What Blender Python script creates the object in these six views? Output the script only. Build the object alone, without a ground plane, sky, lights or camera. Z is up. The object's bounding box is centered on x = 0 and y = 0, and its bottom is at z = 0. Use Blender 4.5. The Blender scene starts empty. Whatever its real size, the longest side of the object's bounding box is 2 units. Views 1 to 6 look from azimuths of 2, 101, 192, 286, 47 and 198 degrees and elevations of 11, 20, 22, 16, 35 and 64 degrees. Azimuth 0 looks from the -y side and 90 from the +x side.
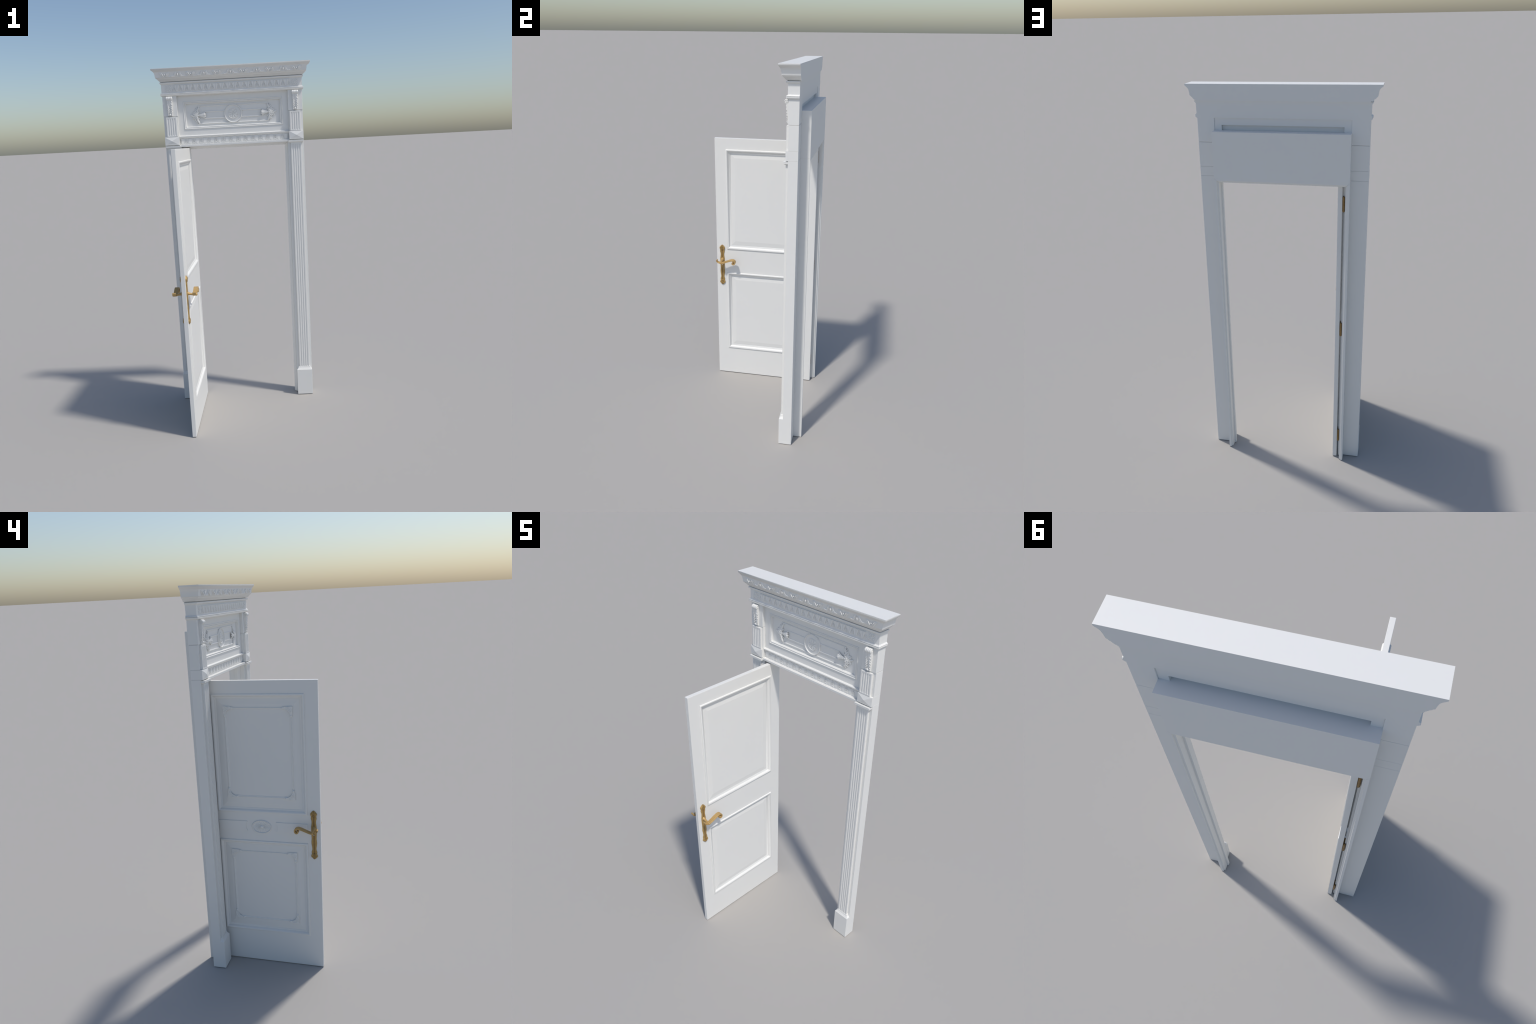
# Ornate white panelled door standing open in a classical door surround.
import bpy, bmesh, math
from mathutils import Vector, Matrix

PI = math.pi

# ------------------------------------------------------------------ materials
def white_paint():
    m = bpy.data.materials.new("white_paint")
    m.use_nodes = True
    nt = m.node_tree
    b = nt.nodes["Principled BSDF"]
    tc = nt.nodes.new("ShaderNodeTexCoord")
    n1 = nt.nodes.new("ShaderNodeTexNoise")
    n1.inputs["Scale"].default_value = 6.0
    n1.inputs["Detail"].default_value = 4.0
    nt.links.new(tc.outputs["Object"], n1.inputs["Vector"])
    cr = nt.nodes.new("ShaderNodeValToRGB")
    cr.color_ramp.elements[0].color = (PAINT[0] * .985, PAINT[1] * .985, PAINT[2] * .985, 1)
    cr.color_ramp.elements[1].color = (*PAINT, 1)
    nt.links.new(n1.outputs["Fac"], cr.inputs["Fac"])
    nt.links.new(cr.outputs["Color"], b.inputs["Base Color"])
    b.inputs["Roughness"].default_value = 0.5
    b.inputs["Specular IOR Level"].default_value = 0.35
    n2 = nt.nodes.new("ShaderNodeTexNoise")
    n2.inputs["Scale"].default_value = 260.0
    nt.links.new(tc.outputs["Object"], n2.inputs["Vector"])
    bp = nt.nodes.new("ShaderNodeBump")
    bp.inputs["Strength"].default_value = 0.02
    bp.inputs["Distance"].default_value = 0.001
    nt.links.new(n2.outputs["Fac"], bp.inputs["Height"])
    nt.links.new(bp.outputs["Normal"], b.inputs["Normal"])
    return m


def brass(name, base, dark, groove=False):
    m = bpy.data.materials.new(name)
    m.use_nodes = True
    nt = m.node_tree
    b = nt.nodes["Principled BSDF"]
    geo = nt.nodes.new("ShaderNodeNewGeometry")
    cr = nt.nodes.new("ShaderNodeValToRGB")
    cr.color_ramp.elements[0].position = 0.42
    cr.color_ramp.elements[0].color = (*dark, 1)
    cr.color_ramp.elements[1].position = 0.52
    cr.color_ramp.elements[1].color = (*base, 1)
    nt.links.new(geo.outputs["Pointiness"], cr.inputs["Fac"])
    tc = nt.nodes.new("ShaderNodeTexCoord")
    n = nt.nodes.new("ShaderNodeTexNoise")
    n.inputs["Scale"].default_value = 120.0
    nt.links.new(tc.outputs["Object"], n.inputs["Vector"])
    mx = nt.nodes.new("ShaderNodeMix")
    mx.data_type = 'RGBA'
    mx.blend_type = 'MULTIPLY'
    mx.inputs[0].default_value = 0.25
    nt.links.new(cr.outputs["Color"], mx.inputs[6])
    nt.links.new(n.outputs["Fac"], mx.inputs[7])
    colour = mx.outputs[2]
    if groove:                      # groove shading painted as a dark brown band down the plate's middle
        sep = nt.nodes.new("ShaderNodeSeparateXYZ")
        nt.links.new(tc.outputs["Object"], sep.inputs[0])
        ab = nt.nodes.new("ShaderNodeMath")
        ab.operation = 'ABSOLUTE'
        nt.links.new(sep.outputs["X"], ab.inputs[0])
        mr = nt.nodes.new("ShaderNodeMapRange")
        mr.inputs["From Min"].default_value = 0.0012
        mr.inputs["From Max"].default_value = 0.0050
        mr.inputs["To Min"].default_value = 0.62
        mr.inputs["To Max"].default_value = 0.0
        nt.links.new(ab.outputs[0], mr.inputs["Value"])
        m2 = nt.nodes.new("ShaderNodeMix")
        m2.data_type = 'RGBA'
        nt.links.new(mr.outputs["Result"], m2.inputs[0])
        nt.links.new(colour, m2.inputs[6])
        m2.inputs[7].default_value = (*dark, 1)
        colour = m2.outputs[2]
    nt.links.new(colour, b.inputs["Base Color"])
    b.inputs["Metallic"].default_value = 0.35
    b.inputs["Roughness"].default_value = 0.5
    return m


PAINT = (0.803, 0.795, 0.765)
M_WHITE = white_paint()
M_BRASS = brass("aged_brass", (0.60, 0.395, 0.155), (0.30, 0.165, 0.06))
M_PLATE = brass("darker_plate_brass", (0.50, 0.33, 0.118), (0.22, 0.125, 0.045), groove=True)
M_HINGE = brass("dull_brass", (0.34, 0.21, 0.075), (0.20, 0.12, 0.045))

# ------------------------------------------------------------------ helpers
def finish(bm, angle=32.0):
    bmesh.ops.remove_doubles(bm, verts=bm.verts, dist=1e-6)
    bmesh.ops.recalc_face_normals(bm, faces=bm.faces)
    thr = math.radians(angle)
    for f in bm.faces:
        f.smooth = True
    for e in bm.edges:
        e.smooth = len(e.link_faces) == 2 and e.calc_face_angle(PI) < thr


def to_mesh(bm, name, mat=None, angle=32.0, clean=True):
    if clean:
        finish(bm, angle)
    me = bpy.data.meshes.new(name)
    bm.to_mesh(me)
    bm.free()
    me.materials.append(mat or M_WHITE)
    return me


def put(name, mesh, parent=None, loc=(0, 0, 0), rot=(0, 0, 0), scale=(1, 1, 1), stuff=False, flat=True):
    o = bpy.data.objects.new(name, mesh)
    bpy.context.collection.objects.link(o)
    o.location, o.rotation_euler, o.scale = loc, rot, scale
    if parent:
        o.parent = parent
    if flat:
        w = o.modifiers.new("flat_faces", 'WEIGHTED_NORMAL')
        w.weight = 100
        w.keep_sharp = True
    if stuff:
        o["kind"] = "stuff"
    return o


def add_box(bm, x0, x1, y0, y1, z0, z1, bev=0.0):
    t = bmesh.new()
    vs = [t.verts.new((x, y, z)) for x in (x0, x1) for y in (y0, y1) for z in (z0, z1)]
    for f in ((0, 1, 3, 2), (4, 6, 7, 5), (0, 4, 5, 1), (2, 3, 7, 6), (0, 2, 6, 4), (1, 5, 7, 3)):
        t.faces.new([vs[i] for i in f])
    if bev:
        bmesh.ops.bevel(t, geom=list(t.edges), offset=bev, segments=1, profile=0.5, affect='EDGES')
    merge(bm, t)


def merge(bm, t, mat=None):
    me = bpy.data.meshes.new("tmp")
    t.to_mesh(me)
    t.free()
    if mat is not None:
        me.transform(mat)
    bm.from_mesh(me)
    bpy.data.meshes.remove(me)


def add_prism(bm, pts, lo, hi, axis='z', bev=0.0):
    """closed outline pts (2d) extruded along an axis.  axis z: pts are (x,y); x: (y,z); y: (x,z)"""
    def P(a, b, c):
        return {'z': (a, b, c), 'x': (c, a, b), 'y': (a, c, b)}[axis]
    t = bmesh.new()
    A = [t.verts.new(P(a, b, lo)) for a, b in pts]
    B = [t.verts.new(P(a, b, hi)) for a, b in pts]
    n = len(pts)
    t.faces.new(A)
    t.faces.new(list(reversed(B)))
    for i in range(n):
        t.faces.new((A[i], A[(i + 1) % n], B[(i + 1) % n], B[i]))
    if bev:
        es = [e for e in t.edges if len(e.link_faces) == 2 and e.calc_face_angle(0) > 0.5]
        bmesh.ops.bevel(t, geom=es, offset=bev, segments=1, profile=0.5, affect='EDGES')
    merge(bm, t)


def add_frame(bm, u0, u1, v0, v1, prof, fill=False):
    """mitred rectangular moulding on a plane facing -y: prof = [(inset, height)]"""
    loops = []
    for d, h in prof:
        loops.append([bm.verts.new(p) for p in ((u0 + d, -h, v0 + d), (u1 - d, -h, v0 + d),
                                                (u1 - d, -h, v1 - d), (u0 + d, -h, v1 - d))])
    for a, b in zip(loops, loops[1:]):
        for i in range(4):
            j = (i + 1) % 4
            bm.faces.new((a[i], a[j], b[j], b[i]))
    if fill:
        bm.faces.new(loops[-1])


def add_three_sided(bm, prof, yb):
    """moulding that returns round the two ends: prof = [(half_width, front_y, z)] from top to bottom"""
    loops = [[bm.verts.new(p) for p in ((-X, yb, z), (-X, y, z), (X, y, z), (X, yb, z))] for X, y, z in prof]
    for a, b in zip(loops, loops[1:]):
        for i in range(4):
            j = (i + 1) % 4
            bm.faces.new((a[i], a[j], b[j], b[i]))
    bm.faces.new(loops[0])
    bm.faces.new(list(reversed(loops[-1])))


def spline(pts, n):
    """Catmull-Rom through points of any dimension"""
    P = [Vector(p) for p in pts]
    P = [P[0] * 2 - P[1]] + P + [P[-1] * 2 - P[-2]]
    out = []
    segs = len(P) - 3
    for k in range(n + 1):
        s = k / n * segs
        i = min(int(s), segs - 1)
        t = s - i
        a, b, c, d = P[i:i + 4]
        out.append(0.5 * ((2 * b) + (c - a) * t + (2 * a - 5 * b + 4 * c - d) * t * t + (3 * b - a - 3 * c + d) * t ** 3))
    return out


def add_tube(bm, pts, radii, flat=1.0, sides=8, steps=12):
    """tapered rod lying on a plane facing -y; pts = (u, v[, h]); flat squashes it towards the plane"""
    pts = [(p[0], p[1], p[2] if len(p) > 2 else 0.0) for p in pts]
    C = spline(pts, steps)
    R = [r[0] for r in spline([(r, 0, 0) for r in radii], steps)]
    rings = []
    for k, c in enumerate(C):
        a, b = C[max(k - 1, 0)], C[min(k + 1, steps)]
        t = Vector((b[0] - a[0], b[1] - a[1]))
        t = t.normalized() if t.length > 1e-9 else Vector((1, 0))
        nrm = Vector((-t[1], t[0]))
        r = max(R[k], 1e-5)
        ring = []
        for s in range(sides):
            th = 2 * PI * s / sides
            w, h = r * math.cos(th), r * flat * math.sin(th)
            ring.append(bm.verts.new((c[0] + nrm[0] * w, -(c[2] + h), c[1] + nrm[1] * w)))
        rings.append(ring)
    for a, b in zip(rings, rings[1:]):
        for s in range(sides):
            j = (s + 1) % sides
            bm.faces.new((a[s], a[j], b[j], b[s]))
    bm.faces.new(list(reversed(rings[0])))
    bm.faces.new(rings[-1])


def add_ball(bm, u, v, h, r, flat=1.0, seg=12, sv=1.0):
    t = bmesh.new()
    bmesh.ops.create_uvsphere(t, u_segments=seg, v_segments=max(6, seg // 2 + 1), radius=1)
    merge(bm, t, Matrix.Translation((u, -h, v)) @ Matrix.Diagonal((r, r * flat, r * sv, 1)))


def add_relief(bm, outline, h, h0=-0.002, bev=0.0008):
    """raised flat shape on a plane facing -y"""
    add_prism(bm, outline, -h, -h0, axis='y', bev=bev)


def add_grid(bm, u0, u1, v0, v1, nu, nv, fn):
    """height field patch facing -y, fn(u,v)->(x,h,z)"""
    G = [[None] * (nv + 1) for _ in range(nu + 1)]
    for i in range(nu + 1):
        for j in range(nv + 1):
            x, h, z = fn(u0 + (u1 - u0) * i / nu, v0 + (v1 - v0) * j / nv)
            G[i][j] = bm.verts.new((x, -h, z))
    for i in range(nu):
        for j in range(nv):
            bm.faces.new((G[i][j], G[i + 1][j], G[i + 1][j + 1], G[i][j + 1]))
    return G


def add_ring(bm, cu, cv, ru, rv, r, h=0.0, n=48, flat=1.0, sides=8):
    rings = []
    for k in range(n):
        a = 2 * PI * k / n
        c, s = math.cos(a), math.sin(a)
        nx, nz = Vector((c / ru, s / rv)).normalized()
        ring = []
        for q in range(sides):
            th = 2 * PI * q / sides
            w, hh = r * math.cos(th), r * flat * math.sin(th)
            ring.append(bm.verts.new((cu + ru * c + nx * w, -(h + hh), cv + rv * s + nz * w)))
        rings.append(ring)
    for k in range(n):
        a, b = rings[k], rings[(k + 1) % n]
        for q in range(sides):
            j = (q + 1) % sides
            bm.faces.new((a[q], a[j], b[j], b[q]))


# ------------------------------------------------------------------ the thing
root = bpy.data.objects.new("ornate_doorway", None)
bpy.context.collection.objects.link(root)
root["label"] = "ornate white classical door surround with an open panelled door and brass handles"
root["category"] = "door"

# ------------------------------------------------------------------ cornice
cornice_prof = [(.4515, .1785, 2.0), (.4515, .1785, 1.9925), (.4500, .1788, 1.9917), (.4445, .1812, 1.9875), (.4392, .1838, 1.9828),
                (.4355, .1862, 1.9777), (.4332, .1880, 1.9715), (.4318, .1893, 1.9650), (.4308, .1902, 1.9575),
                (.4300, .1908, 1.9525), (.4300, .1908, 1.9490), (.4285, .1920, 1.9482), (.4255, .1945, 1.9465),
                (.4232, .1962, 1.9435), (.4220, .1972, 1.9410), (.4188, .1992, 1.9404), (.4168, .2012, 1.9385),
                (.4150, .2035, 1.9355), (.4125, .2055, 1.9325), (.4090, .2085, 1.9300), (.4086, .2090, 1.9284),
                (.4000, .2185, 1.9283), (.4000, .2185, 1.9250)]
bm = bmesh.new()
add_three_sided(bm, cornice_prof, .2765)
cornice = put("cornice", to_mesh(bm, "cornice", angle=72), root, flat=False)

# acanthus ornaments on the cove: open palmette (V) and bud (inverted V)
def cornice_palmette():
    bm = bmesh.new()
    for s in (-1, 1):
        add_tube(bm, [(s * .0025, -.0125), (s * .0105, -.0085, .0006), (s * .0165, .0000, .0010), (s * .0230, .0080, .0006), (s * .0320, .0128)],
                 [.0016, .0062, .0074, .0064, .0016], flat=.44, steps=18)
        for q in (-.0034, .0002, .0038):
            add_tube(bm, [(s * (.0045 + .3 * q), -.0112 + .2 * q, .0012), (s * (.0112 + q), -.0070 - q * .6, .0034), (s * (.0168 + q), .0010 - q * .5, .0036), (s * (.0236 + q), .0086 - q * .5, .0026), (s * (.0300 + .6 * q), .0122, .0006)],
                     [.0006, .0013, .0015, .0013, .0005], flat=1.0, sides=6, steps=14)
        add_tube(bm, [(s * .0020, -.0110, .003), (s * .0085, -.0055, .005), (s * .0130, .0030, .0052), (s * .0200, .0112, .0028)],
                 [.0010, .0019, .0019, .0008], flat=.9, steps=14)
    add_ball(bm, 0, -.0010, .0022, .0036, flat=1.25, sv=1.2)
    add_tube(bm, [(0, .002, .0012), (0, .0120, 0)], [.0026, .0004], flat=.8, steps=6)
    return to_mesh(bm, "palmette", angle=60)


def cornice_bud():
    bm = bmesh.new()
    for s in (-1, 1):
        add_tube(bm, [(s * .0066, .0134), (s * .0116, .0080, .0004), (s * .0150, -.0005, .0006), (s * .0200, -.0085, .0004), (s * .0270, -.0116), (s * .0350, -.0112), (s * .0425, -.0050)],
                 [.0036, .0062, .0064, .0058, .0048, .0042, .0012], flat=.52, steps=22)
        for q in (-.0030, .0026):
            add_tube(bm, [(s * (.0074 + q), .0126, .0012), (s * (.0116 + q), .0066 + q * .5, .0034), (s * (.0152 + q), -.0030 + q * .8, .0036), (s * (.0220 + q), -.0104 + q * .7, .0026), (s * (.0320 + q), -.0120 + q * .6, .0012)],
                     [.0006, .0014, .0015, .0013, .0006], flat=1.0, sides=6, steps=16)
        for k in range(3):
            add_ball(bm, s * (.0225 + .0062 * k), -.0108 + .0004 * k, .0024, .0024, flat=1.0, seg=10)
        add_tube(bm, [(s * .0150, .0128), (s * .0250, .0122, .0004), (s * .0350, .0128)], [.0006, .0015, .0006], flat=.8, steps=8)
    add_ball(bm, 0, -.0022, .0022, .0046, flat=1.1, sv=1.7)
    add_tube(bm, [(0, .003, .001), (0, .0092, .0004)], [.0030, .0004], flat=.8, steps=6)
    return to_mesh(bm, "bud", angle=60)


me_v, me_b = cornice_palmette(), cornice_bud()
TILT = math.radians(8.0)
for k in range(6):
    put("cornice_leaf", me_v, cornice, (-.3745 + .1498 * k, .1895, 1.9645), (TILT, 0, 0))
for k in range(5):
    put("cornice_bud", me_b, cornice, (-.2996 + .1498 * k, .1895, 1.9645), (TILT, 0, 0))

# ------------------------------------------------------------------ frieze (band, face and lower astragal)
frieze_prof = [(.4020, .2165, 1.9258), (.4095, .2096, 1.9250), (.4113, .2080, 1.9234), (.4113, .2080, 1.9208), (.4100, .2088, 1.9196),
               (.4092, .2095, 1.9180), (.4078, .2115, 1.9155), (.4052, .2150, 1.9140), (.4040, .2165, 1.9128),
               (.4040, .2165, 1.8668), (.4052, .2154, 1.8655), (.4075, .2130, 1.8638), (.4105, .2103, 1.8618), (.4108, .2098, 1.8608),
               (.4108, .2098, 1.8594), (.4082, .2126, 1.8588), (.4082, .2126, 1.8574), (.4114, .2092, 1.8566),
               (.4114, .2092, 1.8532), (.4102, .2106, 1.8512), (.4078, .2130, 1.8492), (.4055, .2160, 1.8474), (.4035, .2185, 1.8468)]
bm = bmesh.new()
add_three_sided(bm, frieze_prof, .2705)
frieze = put("frieze", to_mesh(bm, "frieze"), root)


def frieze_tongue():
    """water-leaf: broad at the top, narrowing to a point, with a sunk midrib"""
    w, zt, zb = .0176, .0165, -.0168
    def fn(u, v):
        y = zt + (zb - zt) * v
        hw = w * (1 - .10 * min(1, v / .25) - .33 * min(1, max(0, (v - .25) / .35)) ** 1.3)
        if v > .60:
            hw *= max(.05, math.sqrt(max(0, 1 - ((v - .60) / .40) ** 2.2)))
        a = abs(u)
        h = .0060 - .0032 * max(0, (a - .62) / .38) ** 1.6 - .0030 * math.exp(-(a / .17) ** 2) - .0012 * v
        if a > .999 or v > .999:
            h = -.001
        return u * hw, h, y
    bm = bmesh.new()
    add_grid(bm, -1, 1, 0, 1, 20, 22, fn)
    add_box(bm, -.01844, .01844, -.0048, .001, zt - .0012, zt + .0010)
    return to_mesh(bm, "tongue", angle=40)


def frieze_dart():
    bm = bmesh.new()
    for s in (-1, 1):
        add_tube(bm, [(s * .0004, .0030), (s * .0034, -.0030), (s * .0068, -.0080)], [.0010, .0030, .0010], flat=1.2, sides=6, steps=8)
        add_tube(bm, [(s * .0006, -.0055), (s * .0040, -.0100), (s * .0066, -.0150)], [.0012, .0026, .0008], flat=1.1, sides=6, steps=8)
    add_tube(bm, [(0, -.003), (0, -.0105), (0, -.0165)], [.0014, .0026, .0006], flat=1.1, sides=6, steps=6)
    return to_mesh(bm, "dart", angle=60)


me_t, me_d = frieze_tongue(), frieze_dart()
NT = 18
step = .6640 / NT
for k in range(NT):
    put("frieze_tongue", me_t, frieze, (-.3320 + step * (k + .5), .2165, 1.8890))
for k in range(NT + 1):
    put("frieze_dart", me_d, frieze, (-.3320 + step * k, .2165, 1.8890))


def rosette():
    bm = bmesh.new()
    S = .0218
    add_frame(bm, -S, S, -S, S, [(0, 0), (.0006, .0008), (.0016, .0008), (.0020, 0)])
    for k in range(8):
        a = PI / 4 * k
        L = .0195 if k % 2 == 0 else .0255
        c, s = math.cos(a), math.sin(a)
        for q in (-1, 1):
            o = q * .0026
            add_tube(bm, [(c * .004, s * .004, .0006), (c * L * .55 - s * o * 1.3, s * L * .55 + c * o * 1.3, .0008), (c * L, s * L, 0)],
                     [.0010, .0026, .0008], flat=.75, sides=6, steps=8)
    add_ball(bm, 0, 0, .0006, .0042, flat=.8)
    return to_mesh(bm, "rosette", angle=60)


me_r = rosette()
for s in (-1, 1):
    put("frieze_rosette", me_r, frieze, (s * .3620, .2165, 1.8892))

# ------------------------------------------------------------------ over-door panel
bm = bmesh.new()
YB0, YB1 = .2360, .2662
PX, PZ0, PZ1 = .2868, 1.6560, 1.8140      # the opening that holds the carved panel
for x0, x1, z0, z1 in ((-.3203, -PX, 1.5560, 1.8478), (PX, .3203, 1.5560, 1.8478),
                       (-PX, PX, PZ1, 1.8478), (-PX, PX, 1.5560, PZ0)):
    add_box(bm, x0, x1, YB0, YB1, z0, z1)
over = put("overdoor_panel", to_mesh(bm, "overdoor_panel"), root)

bm = bmesh.new()
add_box(bm, -PX + .0005, PX - .0005, .2478, .2520, PZ0 + .0005, PZ1 - .0005)
put("carved_field", to_mesh(bm, "carved_field"), over)

bm = bmesh.new()
add_frame(bm, -PX - .0004, PX + .0004, PZ0 - .0004, PZ1 + .0004,
          [(0, -.2365), (.0004, -.2350), (.0012, -.2335), (.0028, -.2328), (.0044, -.2333), (.0056, -.2352), (.0064, -.2366),
           (.0078, -.2370), (.0088, -.2362), (.0104, -.2352), (.0120, -.2358), (.0134, -.2385), (.0142, -.2425), (.0150, -.2480)])
put("panel_moulding", to_mesh(bm, "panel_moulding", angle=50), over)

bm = bmesh.new()
d = .0071
for z in (PZ0 + d, PZ1 - d):
    n = 150
    for k in range(n):
        add_ball(bm, -PX + d + (2 * PX - 2 * d) * (k + .5) / n, z, -.2366, .00125, seg=6)
n = 38
for k in range(n):
    for s in (-1, 1):
        add_ball(bm, s * (PX - d), PZ0 + d + (PZ1 - PZ0 - 2 * d) * (k + .5) / n, -.2366, .00125, seg=6)
put("pearl_row", to_mesh(bm, "pearl_row"), over, stuff=True)

# reeds (half-round rods), broken by the medallion
bm = bmesh.new()
def reed(z, x0, x1):
    add_tube(bm, [(x0, z, -.2476), (x0 + (x1 - x0) * .5, z, -.2476), (x1, z, -.2476)], [.0036] * 3, flat=1.0, sides=10, steps=4)
CZ = 1.7340
for s in (-1, 1):
    for z in (1.7845, 1.6845):
        reed(z, s * .2060, s * .0150)
    for z in (1.7520, 1.7135):
        reed(z, s * .1660, s * .0400)
put("reed", to_mesh(bm, "reed", angle=60), over)

# medallion
bm = bmesh.new()
add_ring(bm, 0, CZ, .0493, .0493, .0032, h=-.2462, n=64, flat=1.7, sides=10)
put("medallion_ring", to_mesh(bm, "medallion_ring", angle=60), over)
bm = bmesh.new()
disk = [(.0482 * math.cos(2 * PI * k / 64), CZ + .0482 * math.sin(2 * PI * k / 64)) for k in range(64)]
add_prism(bm, disk, .2462, .2490, axis='y')
put("medallion_plate", to_mesh(bm, "medallion_plate"), over)
bm = bmesh.new()
add_ring(bm, 0, CZ, .0275, .0275, .0023, h=-.2460, n=48, flat=1.5)
def rose(u, v):
    a, r = u, v * .0268
    lobes = abs(math.cos(4 * a)) ** .6
    h = .0008 + .0030 * math.sin(PI * min(1, v ** 1.3)) * lobes - .0012 * (1 - lobes) ** 2 * math.sin(PI * v) + .0003 * math.cos(24 * a) * v
    return r * math.cos(a), -.2462 + h, CZ + r * math.sin(a)
add_grid(bm, 0, 2 * PI, .02, 1, 96, 10, rose)
add_ball(bm, 0, CZ, -.2445, .0040, flat=.7)
put("medallion_rose", to_mesh(bm, "medallion_rose", angle=60), over)


def spray():
    """half-diamond spray of scroll leaves with a trumpet flower; points to +u, flower to -u"""
    bm = bmesh.new()
    def reach(a):            # diamond outline
        return .0525 / (abs(math.cos(a)) * 1.10 + abs(math.sin(a)))
    for layer, (n, span, sc, rad, hh) in enumerate(((11, 94, 1.0, .0050, .000), (8, 80, .76, .0047, .003), (6, 66, .50, .0044, .006))):
        for k in range(n):
            a = math.radians(-span + 2 * span * k / (n - 1))
            L = reach(a) * sc
            c, s = math.cos(a), math.sin(a)
            b = (1 if a > 0 else -1) * (.0050 if k % 2 else -.0034) * sc
            P = [(c * .004, s * .004, hh), (c * L * .42 - s * b, s * L * .42 + c * b, hh + .0028),
                 (c * L * .80 - s * b * -.2, s * L * .80 + c * b * -.2, hh + .0026), (c * L - s * b * -1.5, s * L + c * b * -1.5, hh + .0006)]
            add_tube(bm, P, [.0016, rad * .80, rad * .95, .0010], flat=.85, sides=8, steps=12)
            if k % 2 == 0:
                add_ball(bm, c * L * .95 - s * b * -2.0, s * L * .95 + c * b * -2.0, hh + .0022, .0026, seg=8)
            if layer == 0 and k % 2:
                for q in (-1, 1):
                    add_tube(bm, [(c * L * .5, s * L * .5, .001), (c * L * .70 - s * q * .0060, s * L * .70 + c * q * .0060, .0022),
                                  (c * L * .66 - s * q * .0098, s * L * .66 + c * q * .0098, .0003)], [.0014, .0024, .0008], flat=.85, sides=6, steps=8)
    # long end leaves reaching the reeds
    for s in (-1, 1):
        add_tube(bm, [(.001, s * .010, .002), (.005, s * .024, .004), (-.002, s * .040, .004), (-.005, s * .0530, .0006)],
                 [.0020, .0038, .0042, .0010], flat=.85, steps=14)
        add_tube(bm, [(.000, s * .034, .002), (.007, s * .042, .003), (.004, s * .050, .0005)], [.0016, .0030, .0010], flat=.85, steps=10)
        add_tube(bm, [(-.002, s * .012, .004), (-.006, s * .020, .005), (-.012, s * .0235, .001)], [.0016, .0030, .0010], flat=.85, steps=10)
    # trumpet flower: ribbed petals flaring out over the reeds
    for k in range(5):
        t = -1 + 2 * k / 4
        e = .0190 * t
        up = .0112 * (1 - .50 * t * t)
        P = [(.004, .0016 * t, .0055), (-.012, .0040 * t, .0075), (-.027, .0085 * t, .0085 * (1 - .3 * t * t)), (-.0400 + .004 * t * t, .78 * e, up), (-.0475 + .009 * t * t, e * 1.05, up * .6)]
        add_tube(bm, P, [.0024, .0028, .0040, .0042, .0010], flat=.9, sides=8, steps=16)
        add_tube(bm, [(q[0], q[1], q[2] + .0022) for q in P[1:4]], [.0008, .0013, .0008], flat=1.0, sides=6, steps=8)
    for k in range(4):
        t = -1 + 2 * (k + .5) / 4
        P = [(.002, .0016 * t, .0040), (-.014, .0044 * t, .0055), (-.028, .0088 * t, .0055), (-.0390 + .003 * t * t, .0155 * t, .0040)]
        add_tube(bm, P, [.0026, .0034, .0046, .0016], flat=.8, sides=8, steps=12)
    add_ball(bm, .003, 0, .0085, .0056, flat=.8)
    add_ball(bm, .004, .0075, .0065, .0038, flat=.8, seg=8)
    add_ball(bm, .004, -.0075, .0065, .0038, flat=.8, seg=8)
    return to_mesh(bm, "spray", angle=65)


me_s = spray()
put("flower_spray", me_s, over, (.2065, .2478, 1.7325))
sp2 = me_s.copy()
sp2.transform(Matrix.Diagonal((-1, 1, 1, 1)))
sp2.flip_normals()
put("flower_spray", sp2, over, (-.2040, .2478, 1.7325))

# ledge, carved strip and lower beam under the panel
bm = bmesh.new()
ledge = [(.2372, 1.6214), (.2340, 1.6208), (.2300, 1.6200), (.2268, 1.6192), (.2252, 1.6180), (.2246, 1.6165), (.2248, 1.6150),
         (.2262, 1.6125), (.2278, 1.6098), (.2292, 1.6078), (.2308, 1.6060), (.2326, 1.6048), (.2372, 1.6044)]
add_prism(bm, ledge, -.3202, .3202, axis='x')
put("ledge_moulding", to_mesh(bm, "ledge_moulding", angle=40), over)
bm = bmesh.new()
add_box(bm, -.3202, .3202, .2330, .2372, 1.5670, 1.6050)
strip = put("carved_strip", to_mesh(bm, "carved_strip"), over)


def strip_tongue():
    bm = bmesh.new()
    w, zt, zb = .0098, .0160, -.0145
    def fn(u, v):
        y = zt + (zb - zt) * v
        hw = w * (1 if v < .55 else max(.25, math.sqrt(max(0, 1 - ((v - .55) / .48) ** 2))))
        a = abs(u)
        h = .0018 - .0008 * max(0, (a - .8) / .2) ** 2 - .0004 * math.exp(-(a / .2) ** 2) * max(0, v - .3)
        if a > .999 or v > .999:
            h = -.001
        return u * hw, h, y
    add_grid(bm, -1, 1, 0, 1, 14, 16, fn)
    return to_mesh(bm, "tongue", angle=45)


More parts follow.
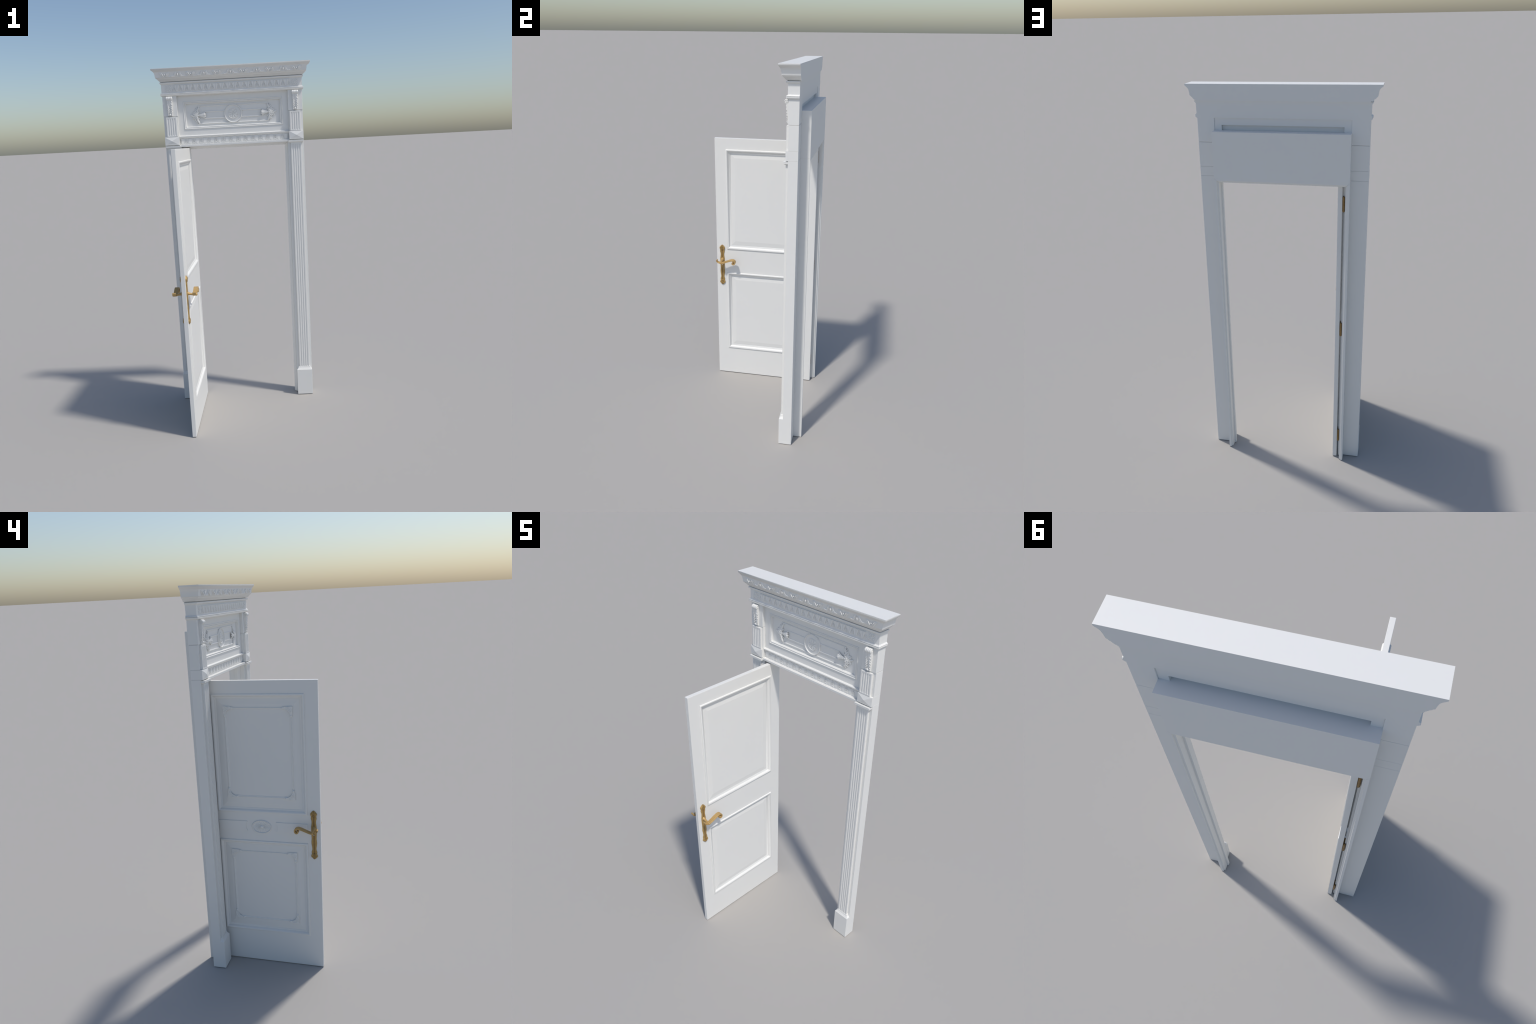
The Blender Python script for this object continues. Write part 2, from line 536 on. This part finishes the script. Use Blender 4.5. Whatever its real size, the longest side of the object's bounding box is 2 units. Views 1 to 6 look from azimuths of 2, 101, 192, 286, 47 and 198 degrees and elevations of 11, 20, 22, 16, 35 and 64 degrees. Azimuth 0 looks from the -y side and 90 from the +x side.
def strip_dart():
    bm = bmesh.new()
    for s in (-1, 1):
        add_tube(bm, [(s * .0042, .0150), (s * .0056, .0060), (s * .0076, -.0040), (s * .0100, -.0135)], [.0012, .0016, .0017, .0008], flat=1.5, sides=6, steps=10)
        add_tube(bm, [(s * .0004, .0070), (s * .0030, .0005), (s * .0040, -.0075)], [.0014, .0018, .0008], flat=1.4, sides=6, steps=8)
        add_tube(bm, [(s * .001, -.0080), (s * .0048, -.0128), (s * .0098, -.0150)], [.0012, .0016, .0010], flat=1.4, sides=6, steps=8)
    add_tube(bm, [(-.0040, .0115), (0, .0132), (.0040, .0115)], [.0012, .0016, .0012], flat=1.4, sides=6, steps=6)
    add_ball(bm, 0, -.0100, .0004, .0022, seg=8)
    return to_mesh(bm, "dart", angle=60)


me_st, me_sd = strip_tongue(), strip_dart()
for k in range(15):
    put("strip_tongue", me_st, strip, (-.3024 + .0432 * k, .2330, 1.5880))
for k in range(16):
    put("strip_dart", me_sd, strip, (-.3240 + .0432 * k if 0 < k < 15 else (-.3155 if k == 0 else .3155), .2330, 1.5880),
        scale=(1, 1, 1) if 0 < k < 15 else (.45, 1, 1))
bm = bmesh.new()
beam = [(.2480, 1.5684), (.2168, 1.5680), (.2160, 1.5672), (.2165, 1.5578), (.2178, 1.5562), (.2480, 1.5558)]
add_prism(bm, beam, -.3200, .3200, axis='x')
put("lower_beam", to_mesh(bm, "lower_beam"), over)

# ------------------------------------------------------------------ pilasters
def fluted(x0, x1, yf, yb, z0, z1, zf0, zf1, nfl=4, depth=.0026):
    """slab with round flutes stopped at zf0 and zf1"""
    bm = bmesh.new()
    W = x1 - x0
    pitch = .01270
    c0 = (x0 + x1) / 2 - pitch * (nfl - 1) / 2
    r = .0040
    xs = [x0, x0 + .0008]
    for k in range(nfl):
        c = c0 + pitch * k
        xs += [c - r + 2 * r * i / 10 for i in range(11)]
    xs += [x1 - .0008, x1]
    def cut(x):
        for k in range(nfl):
            t = (x - (c0 + pitch * k)) / r
            if abs(t) < 1:
                return depth * math.sqrt(1 - t * t)
        return 0
    e = .0045
    zs = [z0, z0 + .0008, zf0] + [zf0 + e * i / 5 for i in range(1, 6)] + [zf1 - e + e * i / 5 for i in range(0, 6)] + [z1 - .0008, z1]
    def zfac(z):
        if z <= zf0 or z >= zf1:
            return 0
        q = min((z - zf0) / e, (zf1 - z) / e, 1)
        return math.sqrt(max(0, 1 - (1 - q) ** 2))
    G = [[bm.verts.new((x, yf + cut(x) * zfac(z) + (.0008 if (i in (0, len(xs) - 1) or j in (0, len(zs) - 1)) else 0), z))
          for j, z in enumerate(zs)] for i, x in enumerate(xs)]
    for i in range(len(xs) - 1):
        for j in range(len(zs) - 1):
            bm.faces.new((G[i][j], G[i + 1][j], G[i + 1][j + 1], G[i][j + 1]))
    rim = [G[i][0] for i in range(len(xs))] + [G[-1][j] for j in range(1, len(zs))] + \
          [G[i][-1] for i in range(len(xs) - 2, -1, -1)] + [G[0][j] for j in range(len(zs) - 2, 0, -1)]
    back = [bm.verts.new((v.co.x, yb, v.co.z)) for v in rim]
    n = len(rim)
    for i in range(n):
        j = (i + 1) % n
        bm.faces.new((rim[i], rim[j], back[j], back[i]))
    return bm


def console_mesh():
    """scroll bracket with ribbed volute and acanthus leaf; local origin at top centre of the wall plane"""
    bm = bmesh.new()
    # tapering body
    H = .1085
    def fn(u, v):
        z = -H * v
        w = .0172 - .0040 * v if v > .12 else .0168
        base = .0125 - .0065 * min(1, v * 1.1) + .0030 * math.exp(-((v - .30) / .16) ** 2)
        rib = .0026 * math.exp(-(u / .20) ** 2) * (1 if v > .15 else 0)
        edge = .0022 * math.exp(-((abs(u) - .85) / .12) ** 2)
        h = base + rib + edge - .0015 * (abs(u) ** 2)
        return u * w, h, z
    G = add_grid(bm, -1, 1, .03, 1, 20, 40, fn)
    rim = [G[i][0] for i in range(21)] + [G[20][j] for j in range(1, 41)] + [G[i][40] for i in range(19, -1, -1)] + [G[0][j] for j in range(39, 0, -1)]
    back = [bm.verts.new((v.co.x, .002, v.co.z)) for v in rim]
    for i in range(len(rim)):
        j = (i + 1) % len(rim)
        bm.faces.new((rim[i], rim[j], back[j], back[i]))
    # acanthus lobes on both cheeks
    for s in (-1, 1):
        for k, (v, f, dx) in enumerate(((.25, 1.35, 0), (.40, 1.25, .0006), (.53, 1.0, -.0004), (.64, .95, .0004), (.75, .80, 0), (.85, .70, -.0003))):
            z = -H * v
            hb = .0108 - .0052 * v
            add_tube(bm, [(s * .0022, z + .015 * f, hb + .0020), (s * .0062, z + .007 * f, hb + .0030), (s * (.0112 + dx), z - .0035 * f, hb + .0030), (s * (.0162 - .0030 * v + dx), z - .0062 * f, hb + .0012)],
                     [.0012, .0034 * f, .0040 * f, .0014], flat=.62, sides=8, steps=12)
    # bottom bud
    add_ball(bm, 0, -H + .0062, .0072, .0062, seg=12, sv=.95)
    for s in (-1, 1):
        add_ball(bm, s * .0098, -H + .0048, .0050, .0038, seg=8)
    # volute
    prof = []
    N = 40
    for i in range(N + 1):
        t = i / N
        r = .0100 + .0016 * abs(math.sin(PI * 4 * t)) ** .8 - .0016 * (t in (0, 1))
        prof.append((-.0170 + .0340 * t, r))
    rings = []
    m = 28
    for x, r in prof:
        rings.append([bm.verts.new((x, -.0113 - r * math.cos(2 * PI * q / m), -.0108 + r * math.sin(2 * PI * q / m))) for q in range(m)])
    for a, b in zip(rings, rings[1:]):
        for q in range(m):
            j = (q + 1) % m
            bm.faces.new((a[q], a[j], b[j], b[q]))
    bm.faces.new(rings[0])
    bm.faces.new(rings[-1])
    # spiral on the volute cheeks
    for s in (-1, 1):
        C = [(2.2 * PI * k / 22, .0098 - .0075 * k / 22) for k in range(23)]
        path = [Vector((s * .0172, -.0113 - r * math.cos(a), -.0108 + r * math.sin(a))) for a, r in C]
        prev = None
        for p in path:
            ring = [bm.verts.new(p + Vector((s * .0010 * math.cos(q * PI / 3), .0010 * math.sin(q * PI / 3), .0006 * math.sin(q * PI / 3)))) for q in range(6)]
            if prev:
                for q in range(6):
                    bm.faces.new((prev[q], prev[(q + 1) % 6], ring[(q + 1) % 6], ring[q]))
            prev = ring
        add_ball(bm, s * .0170, -.0108, .0113, .0022, seg=8)
    return to_mesh(bm, "console", angle=60)


me_console = console_mesh()


def pilaster(s):
    """one pilaster; s = +1 right, -1 left (mirrored)"""
    def X(a, b):
        return (s * a, s * b) if s > 0 else (s * b, s * a)
    bm = bmesh.new()
    x0, x1 = X(.3115, .4030)
    add_box(bm, x0, x1, .2225, .2700, .0, 1.5694, .0007)
    pil = put("pilaster", to_mesh(bm, "pilaster"), root)
    bm = bmesh.new()
    x0, x1 = X(.3205, .4030)
    add_box(bm, x0, x1, .2225, .2700, 1.5699, 1.6157, .0006)
    add_box(bm, x0, x1, .2222, .2700, 1.6162, 1.7324, .0006)
    put("pilaster_block", to_mesh(bm, "pilaster_block"), pil)
    bm = bmesh.new()
    x0, x1 = X(.3205, .4028)
    add_box(bm, x0, x1, .2195, .2703, 1.7332, 1.8530, .0012)
    put("pilaster_head", to_mesh(bm, "pilaster_head"), pil)
    # shafts
    x0, x1 = X(.3275, .3885)
    put("fluted_shaft", to_mesh(fluted(x0, x1, .2105, .2235, .1700, 1.5580, .1500, 1.5410), "fluted_shaft"), pil)
    put("fluted_block", to_mesh(fluted(x0, x1, .2105, .2235, 1.6165, 1.7290, 1.6230, 1.7220), "fluted_block"), pil)
    # plinth with sloped cap
    bm = bmesh.new()
    x0, x1 = X(.3110, .4030)
    add_box(bm, x0, x1, .2005, .2240, 0, .1580, .0008)
    lv = [(0, .2005, .1575), (.0006, .2012, .1600), (.0032, .2032, .1618), (.0038, .2036, .1640), (.0070, .2062, .1672), (.0098, .2086, .1715), (.0112, .2098, .1790), (.0120, .2150, .1795)]
    loops = []
    for o, y, z in lv:
        loops.append([bm.verts.new(p) for p in ((x0 + o, .2240, z), (x0 + o, y, z), (x1 - o, y, z), (x1 - o, .2240, z))])
    for a, b in zip(loops, loops[1:]):
        for i in range(4):
            j = (i + 1) % 4
            bm.faces.new((a[i], a[j], b[j], b[i]))
    bm.faces.new(loops[-1])
    put("plinth", to_mesh(bm, "plinth"), pil)
    # capital strip
    bm = bmesh.new()
    x0, x1 = X(.3145, .4010)
    prof = [(0, .2008, 1.5648), (0, .2008, 1.5612), (.0010, .2020, 1.5606), (.0010, .2020, 1.5592), (.0002, .2010, 1.5586), (.0002, .2010, 1.5560),
            (.0022, .2030, 1.5545), (.0045, .2055, 1.5525), (.0075, .2090, 1.5505), (.0090, .2110, 1.5490)]
    loops = []
    for o, y, z in prof:
        loops.append([bm.verts.new(p) for p in ((x0 + o, .2235, z), (x0 + o, y, z), (x1 - o, y, z), (x1 - o, .2235, z))])
    for a, b in zip(loops, loops[1:]):
        for i in range(4):
            j = (i + 1) % 4
            bm.faces.new((a[i], a[j], b[j], b[i]))
    bm.faces.new(loops[0])
    bm.faces.new(list(reversed(loops[-1])))
    put("capital", to_mesh(bm, "capital"), pil)
    # pyramid block
    bm = bmesh.new()
    x0, x1 = X(.3204, .4032)
    z0, z1, yf, ya = 1.5690, 1.6158, .2112, .2035
    F = [bm.verts.new(p) for p in ((x0, yf, z0), (x1, yf, z0), (x1, yf, z1), (x0, yf, z1))]
    B = [bm.verts.new((v.co.x, .2230, v.co.z)) for v in F]
    A = bm.verts.new(((x0 + x1) / 2, ya, (z0 + z1) / 2))
    for i in range(4):
        j = (i + 1) % 4
        bm.faces.new((F[i], F[j], A))
        bm.faces.new((F[i], F[j], B[j], B[i]))
    bm.faces.new(B)
    put("pyramid_block", to_mesh(bm, "pyramid_block", angle=5), pil)
    put("console", me_console, pil, (s * .3615, .2195, 1.8445))
    return pil


pilaster(1)
pilaster(-1)

# ------------------------------------------------------------------ jambs and head (one section, mitred)
SEC = [(0, .2620), (0, .2768), (.0078, .2780), (.0090, .3085), (.0157, .3098), (.0176, .3160), (.0285, .3160), (.0285, .2480), (.0145, .2480)]
XI, ZI, GAP = .2935, 1.5410, .0003
for s in (-1, 1):
    bm = bmesh.new()
    lo = [bm.verts.new((s * (XI + o), y, 0)) for o, y in SEC]
    hi = [bm.verts.new((s * (XI + o), y, ZI + o - GAP)) for o, y in SEC]
    n = len(SEC)
    for i in range(n):
        j = (i + 1) % n
        bm.faces.new((lo[i], lo[j], hi[j], hi[i]))
    bm.faces.new(lo)
    bm.faces.new(hi)
    put("jamb", to_mesh(bm, "jamb"), root)
bm = bmesh.new()
L = [bm.verts.new((-(XI + o) + GAP, y, ZI + o)) for o, y in SEC]
R = [bm.verts.new(((XI + o) - GAP, y, ZI + o)) for o, y in SEC]
for i in range(len(SEC)):
    j = (i + 1) % len(SEC)
    bm.faces.new((L[i], L[j], R[j], R[i]))
bm.faces.new(L)
bm.faces.new(R)
add_box(bm, -XI - .0285, XI + .0285, .2664, .3160, ZI + .0285, 1.7895)
add_box(bm, -.3100, .3100, .2512, .2666, ZI + .0300, 1.7894)
put("lintel", to_mesh(bm, "lintel"), root)

# ------------------------------------------------------------------ door leaf
DX0, DX1 = -.2872, -.2657          # thickness
DY0, DY1, DZ0, DZ1 = -.3160, .2880, .0010, 1.5490
PY0, PY1 = -.2500, .2225           # panel openings (moulding outside)
UP = (.8690, 1.4838)
LO = (.1840, .7145)
bm = bmesh.new()
INS = .012
ys = [DY0, PY0 + INS, PY1 - INS, DY1]
zs = [DZ0, LO[0] + INS, LO[1] - INS, UP[0] + INS, UP[1] - INS, DZ1]
holes = {(1, 1), (1, 3)}
V = {}
def gv(i, j, k):
    if (i, j, k) not in V:
        V[(i, j, k)] = bm.verts.new((DX0 if k == 0 else DX1, ys[i], zs[j]))
    return V[(i, j, k)]
solid = {(i, j) for i in range(3) for j in range(5)} - holes
for i, j in solid:
    for k in (0, 1):
        bm.faces.new([gv(i, j, k), gv(i + 1, j, k), gv(i + 1, j + 1, k), gv(i, j + 1, k)])
    for (di, dj, a, b) in ((-1, 0, (i, j), (i, j + 1)), (1, 0, (i + 1, j), (i + 1, j + 1)), (0, -1, (i, j), (i + 1, j)), (0, 1, (i, j + 1), (i + 1, j + 1))):
        if (i + di, j + dj) not in solid:
            bm.faces.new([gv(*a, 0), gv(*b, 0), gv(*b, 1), gv(*a, 1)])
bmesh.ops.recalc_face_normals(bm, faces=bm.faces)
outer = [e for e in bm.edges if len(e.link_faces) == 2 and e.calc_face_angle(0) > 1 and
         all(abs(v.co.y - DY0) < 1e-6 or abs(v.co.y - DY1) < 1e-6 or abs(v.co.z - DZ0) < 1e-6 or abs(v.co.z - DZ1) < 1e-6 for v in e.verts)]
bmesh.ops.bevel(bm, geom=outer, offset=.0008, segments=1, profile=.5, affect='EDGES')
door = put("door_leaf", to_mesh(bm, "door_leaf"), root)

BOLECTION = [(-.0004, -.0006), (0, .0012), (.0006, .0038), (.0024, .0054), (.0048, .0060), (.0070, .0056), (.0090, .0042), (.0112, .0015), (.0132, -.0012),
             (.0150, -.0034), (.0158, -.0040), (.0161, -.0054), (.0180, -.0060), (.0205, -.0068), (.0225, -.0080), (.0240, -.0098), (.0250, -.0103)]
FIELD = [(.0235, -.0105), (.0236, -.0102), (.0262, -.0101), (.0268, -.0095), (.0500, -.0068), (.0512, -.0066)]
FACES = ((DX1, math.radians(90), 1), (DX0, math.radians(-90), -1))
for z0, z1 in (UP, LO):
    for fx, rz, s in FACES:
        u0, u1 = sorted((s * PY0, s * PY1))
        bm = bmesh.new()
        add_frame(bm, u0, u1, z0, z1, BOLECTION)
        put("panel_moulding", to_mesh(bm, "panel_moulding", angle=50), door, (fx, 0, 0), (0, 0, rz))
        bm = bmesh.new()
        add_frame(bm, u0, u1, z0, z1, FIELD, fill=True)
        put("raised_panel", to_mesh(bm, "raised_panel", angle=4), door, (fx, 0, 0), (0, 0, rz))

# carved frames on the inner face (local u = -y)
def corner_leaf():
    """acanthus corner: outer corner at (0,0), runs to +u and +v"""
    bm = bmesh.new()
    out = [(.0005, .0012), (.0012, .0005), (.036, .0012), (.043, .0040), (.047, .0052), (.047, .0100), (.043, .0128), (.036, .0130)]
    inner = [(.036 - .0225 * math.sin(t), .0355 - .0225 * math.cos(t)) for t in [PI / 2 * k / 8 for k in range(1, 8)]]
    out += inner + [(.0130, .036), (.0128, .043), (.0100, .047), (.0052, .047), (.0040, .043), (.0012, .036)]
    add_relief(bm, out, .0056, h0=.0, bev=.0020)
    for k, (rr, w) in enumerate(((.0285, .0026), (.0350, .0026), (.0228, .0030))):
        add_tube(bm, [(.037 - rr * math.sin(t), .037 - rr * math.cos(t), .0056) for t in [PI / 2 * (.02 + .96 * q / 6) for q in range(7)]],
                 [.0006, w, w, w, w, w, .0006], flat=.7, sides=6, steps=18)
    for f in (0, 1):
        def P(a, b, h=.002):
            return (a, b, h) if f == 0 else (b, a, h)
        add_tube(bm, [P(.040, .0070, .0030), P(.049, .0085, .0036), P(.056, .0072, .0014)], [.0030, .0058, .0014], flat=.85, sides=7, steps=8)
        add_tube(bm, [P(.045, .0100, .002), P(.053, .0128, .0022), P(.0605, .0105, .0006)], [.0018, .0036, .0012], flat=.9, sides=6, steps=8)
        add_ball(bm, *P(.0455, .0112)[:2], .0042, .0038, seg=8)
        add_tube(bm, [P(.012, .0040, .0052), P(.024, .0050, .0064), P(.036, .0064, .0046)], [.0010, .0022, .0010], flat=.8, sides=6, steps=8)
    return to_mesh(bm, "corner_leaf", angle=50)


me_corner = corner_leaf()
corner_variants = {}
for su in (1, -1):
    for sv in (1, -1):
        m = me_corner.copy()
        m.transform(Matrix.Diagonal((su, 1, sv, 1)))
        if su * sv < 0:
            m.flip_normals()
        corner_variants[(su, sv)] = m
OY0, OY1 = -.1910, .1640
PANEL_H = .0066                    # depth of the panel field behind the door face
LINE = [(0, -.0002), (.0004, .0022), (.0014, .0038), (.0028, .0040), (.0040, .0028), (.0050, .0020), (.0060, .0026), (.0074, .0026), (.0086, .0014), (.0094, -.0002)]
for z0, z1 in ((.9435, 1.4222), (.2462, .6570)):
    u0, u1 = -OY1, -OY0
    bm = bmesh.new()
    add_frame(bm, u0 + .0062, u1 - .0062, z0 + .0062, z1 - .0062, LINE)
    put("carved_frame", to_mesh(bm, "carved_frame", angle=50), door, (DX0 + PANEL_H, 0, 0), (0, 0, math.radians(-90)))
    for su, u in ((1, u0), (-1, u1)):
        for sv, z in ((1, z0), (-1, z1)):
            put("corner_leaf", corner_variants[(su, sv)], door, (DX0 + PANEL_H - .0002, -u, z), (0, 0, math.radians(-90)))

# middle rail of the inner face: two raised tablets with hollow ends and an oval rosette
OC = (.0095, .7930)                # centre in (u, z), u = -y
for s in (-1, 1):
    end = .2510 if s > 0 else -.2218
    arc = []
    for k in range(13):
        t = -.60 + 1.2 * k / 12
        arc.append((OC[0] + s * (.0500 + .0350 * math.cos(t * 1.25)), .7938 + .0268 * (k - 6) / 6))
    pts = [(end, .7670)] + arc + [(end, .8206)]
    if s < 0:
        pts = list(reversed(pts))
    bm = bmesh.new()
    add_relief(bm, pts, .0034, h0=-.002, bev=.0022)
    put("rail_tablet", to_mesh(bm, "rail_tablet"), door, (DX0, 0, 0), (0, 0, math.radians(-90)))
bm = bmesh.new()
RU, RV = .0495, .0340
add_ring(bm, OC[0], OC[1], RU, RV, .0030, h=.0012, n=64, flat=1.45)
def fan(u, v):
    a = u
    h = .0004 + .0022 * math.sin(PI * v) ** .5 * (abs(math.sin(12 * a)) ** .7) - .0006 * v
    return OC[0] + RU * v * math.cos(a), h, OC[1] + RV * v * math.sin(a)
add_grid(bm, 0, 2 * PI, .12, 1, 192, 12, fan)
add_ring(bm, OC[0], OC[1], .0095, .0080, .0016, h=.0010, n=32)
add_ball(bm, OC[0], OC[1], .0014, .0100, flat=.70, sv=.82)
put("oval_rosette", to_mesh(bm, "oval_rosette", angle=60), door, (DX0, 0, 0), (0, 0, math.radians(-90)))

# ------------------------------------------------------------------ handle sets
HC = -.2816                        # centre line of the plates (y)
OUTLINE = [(.8950, .0010), (.8935, .0045), (.8900, .0085), (.8850, .0128), (.8790, .0165), (.8745, .0172), (.8700, .0155), (.8650, .0138), (.8615, .0134),
           (.8560, .0148), (.8500, .0146), (.8420, .0120), (.8340, .0112), (.8260, .0115), (.8150, .0130), (.8050, .0142), (.7900, .0144),
           (.7700, .0140), (.7560, .0130), (.7430, .0126), (.7330, .0136), (.7200, .0144), (.7080, .0132), (.6960, .0114), (.6860, .0107),
           (.6790, .0122), (.6710, .0147), (.6660, .0142), (.6620, .0132), (.6560, .0152), (.6500, .0174), (.6450, .0160), (.6390, .0110), (.6345, .0060), (.6322, .0010)]


def plate_mesh():
    bm = bmesh.new()
    O = spline([(z, w, 0) for z, w in OUTLINE], 110)
    zmid = .7636
    def fn(u, v):
        k = int(round(v * 110))
        z, w = O[k][0], max(O[k][1], .0006)
        a = abs(u)
        cap = max(0, (abs(z - zmid) - .0985) / .033)
        h = .0040 - .0020 * max(0, (a - .72) / .28) ** 2
        if cap <= 0:
            h += .0012 * math.exp(-((a - .55) / .22) ** 2) - .0012 * math.exp(-(a / .20) ** 2)
        else:
            r = math.hypot(u * w, (abs(z - zmid) - .099))
            ang = math.atan2(u * w, abs(z - zmid) - .095)
            h += .0034 * math.sin(PI * min(1, r / .0330)) + .0010 * math.cos(9 * ang) * min(1, r / .015)
        if a > .999:
            h = 0
        return u * w, h, z
    G = add_grid(bm, -1, 1, 0, 1, 24, 110, fn)
    for side in (0, 24):
        pass
    bm.faces.new([G[i][0] for i in range(25)])
    bm.faces.new([G[i][110] for i in range(25)])
    for z, sg in ((.8800, 1), (.6468, -1)):      # shell beads of the end caps
        for k in range(5):
            a = math.radians(-70 + 35 * k)
            add_ball(bm, .0108 * math.sin(a), z - sg * .0035 + sg * .0105 * math.cos(a), .0058, .0034, seg=8)
        add_ball(bm, 0, z - sg * .0130, .0060, .0036, seg=8, sv=1.4)
    # keyhole escutcheon
    add_ring(bm, 0, .7636, .0036, .0036, .0010, h=.0042, n=20, sides=6)
    return bm


def sheet_lever(sgn):
    """scrolled lever drawn in the (u, v) plane, extruded away from the door"""
    bm = bmesh.new()
    # (u, v, half thickness); u runs towards the hinge side
    path = [(-.0212, .8058, .0012), (-.0226, .8084, .0016), (-.0252, .8076, .0018), (-.0254, .8035, .0020), (-.0226, .7982, .0023), (-.0165, .7942, .0028), (-.0080, .7915, .0034), (.0010, .7900, .0036), (.0100, .7908, .0034),
            (.0240, .7955, .0033), (.0400, .8022, .0035), (.0560, .8085, .0038), (.0690, .8122, .0040), (.0790, .8112, .0040), (.0865, .8060, .0038), (.0888, .7985, .0034),
            (.0866, .7912, .0034), (.0806, .7876, .0034), (.0745, .7900, .0032), (.0734, .7956, .0030), (.0772, .7984, .0026), (.0800, .7962, .0018)]
    C = spline(path, 90)
    h0, h1 = .0285, .0525
    rings = []
    for k, c in enumerate(C):
        a, b = C[max(k - 1, 0)], C[min(k + 1, 90)]
        t = Vector((b[0] - a[0], b[1] - a[1])).normalized()
        n = Vector((-t[1], t[0]))
        w = c[2] * 1.14
        f = min(1, max(0, (c[0] + .012) / .030))     # narrow at the spur and elbow
        m0 = h0 + (1 - f) * .004
        m1 = h1 - (1 - f) * .001
        r = min(.0012, w * .45)
        sec = [(-w, m0 + r), (-w + r, m0), (0, m0 + .0006), (w - r, m0), (w, m0 + r), (w, m1 - r), (w - r, m1), (0, m1 - .0012), (-w + r, m1), (-w, m1 - r)]
        rings.append([bm.verts.new((c[0] + n[0] * q, -hh, c[1] + n[1] * q)) for q, hh in sec])
    m = len(rings[0])
    for a, b in zip(rings, rings[1:]):
        for q in range(m):
            j = (q + 1) % m
            bm.faces.new((a[q], a[j], b[j], b[q]))
    bm.faces.new(rings[0])
    bm.faces.new(rings[-1])
    # flared neck from the plate to the lever
    N = [(.0035, .7990, .0118), (.0060, .7988, .0098), (.0110, .7978, .0078), (.0180, .7962, .0064), (.0260, .7945, .0060), (.0360, .7925, .0068), (.0500, .7918, .0066), (.0555, .7915, .0040)]
    prev = None
    for h, v, r in N:
        ring = [bm.verts.new((-.0005 + r * math.cos(2 * PI * q / 20), -h, v + r * math.sin(2 * PI * q / 20))) for q in range(20)]
        if prev:
            for q in range(20):
                j = (q + 1) % 20
                bm.faces.new((prev[q], prev[j], ring[j], ring[q]))
        prev = ring
    bm.faces.new(prev)
    return bm


def keyhole_mesh():
    bm = bmesh.new()
    add_ball(bm, 0, .7636, .0034, .0026, flat=.6, seg=12)
    return bm


for fx, rz, s in FACES:
    def place(name, bm, mat, angle=45):
        bmesh.ops.transform(bm, matrix=Matrix.Diagonal((s, 1, 1, 1)), verts=bm.verts)
        return put(name, to_mesh(bm, name, mat, angle), door, (fx, HC, 0), (0, 0, rz))
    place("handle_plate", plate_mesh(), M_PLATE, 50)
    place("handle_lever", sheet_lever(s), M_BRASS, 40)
    place("keyhole", keyhole_mesh(), M_WHITE)
    bm = bmesh.new()
    add_prism(bm, [(-.0014, .7610), (.0014, .7610), (.0022, .7500), (-.0022, .7500)], -.0044, -.001, axis='y', bev=.0003)
    dark = M_HINGE
    place("keyhole_slot", bm, dark)

# ------------------------------------------------------------------ hinges
bm = bmesh.new()
R = .0058
prof = [(0, -.0385), (.0022, -.0382), (.0040, -.0370), (.0050, -.0352), (R, -.0335), (R, -.0004), (R - .0007, -.0002), (R - .0007, .0002), (R, .0004),
        (R, .0335), (.0050, .0352), (.0040, .0370), (.0022, .0382), (0, .0385)]
m = 20
prev = None
for r, z in prof:
    ring = [bm.verts.new((max(r, 1e-5) * math.cos(2 * PI * q / m), max(r, 1e-5) * math.sin(2 * PI * q / m), z)) for q in range(m)]
    if prev:
        for q in range(m):
            j = (q + 1) % m
            bm.faces.new((prev[q], prev[j], ring[j], ring[q]))
    prev = ring
add_box(bm, -.0010, .0070, -.0300, 0, -.0330, .0330)
me_h = to_mesh(bm, "hinge", M_HINGE)
for z in (1.4590, .7960, .1400):
    put("hinge", me_h, door, (-.2932, .2825, z))
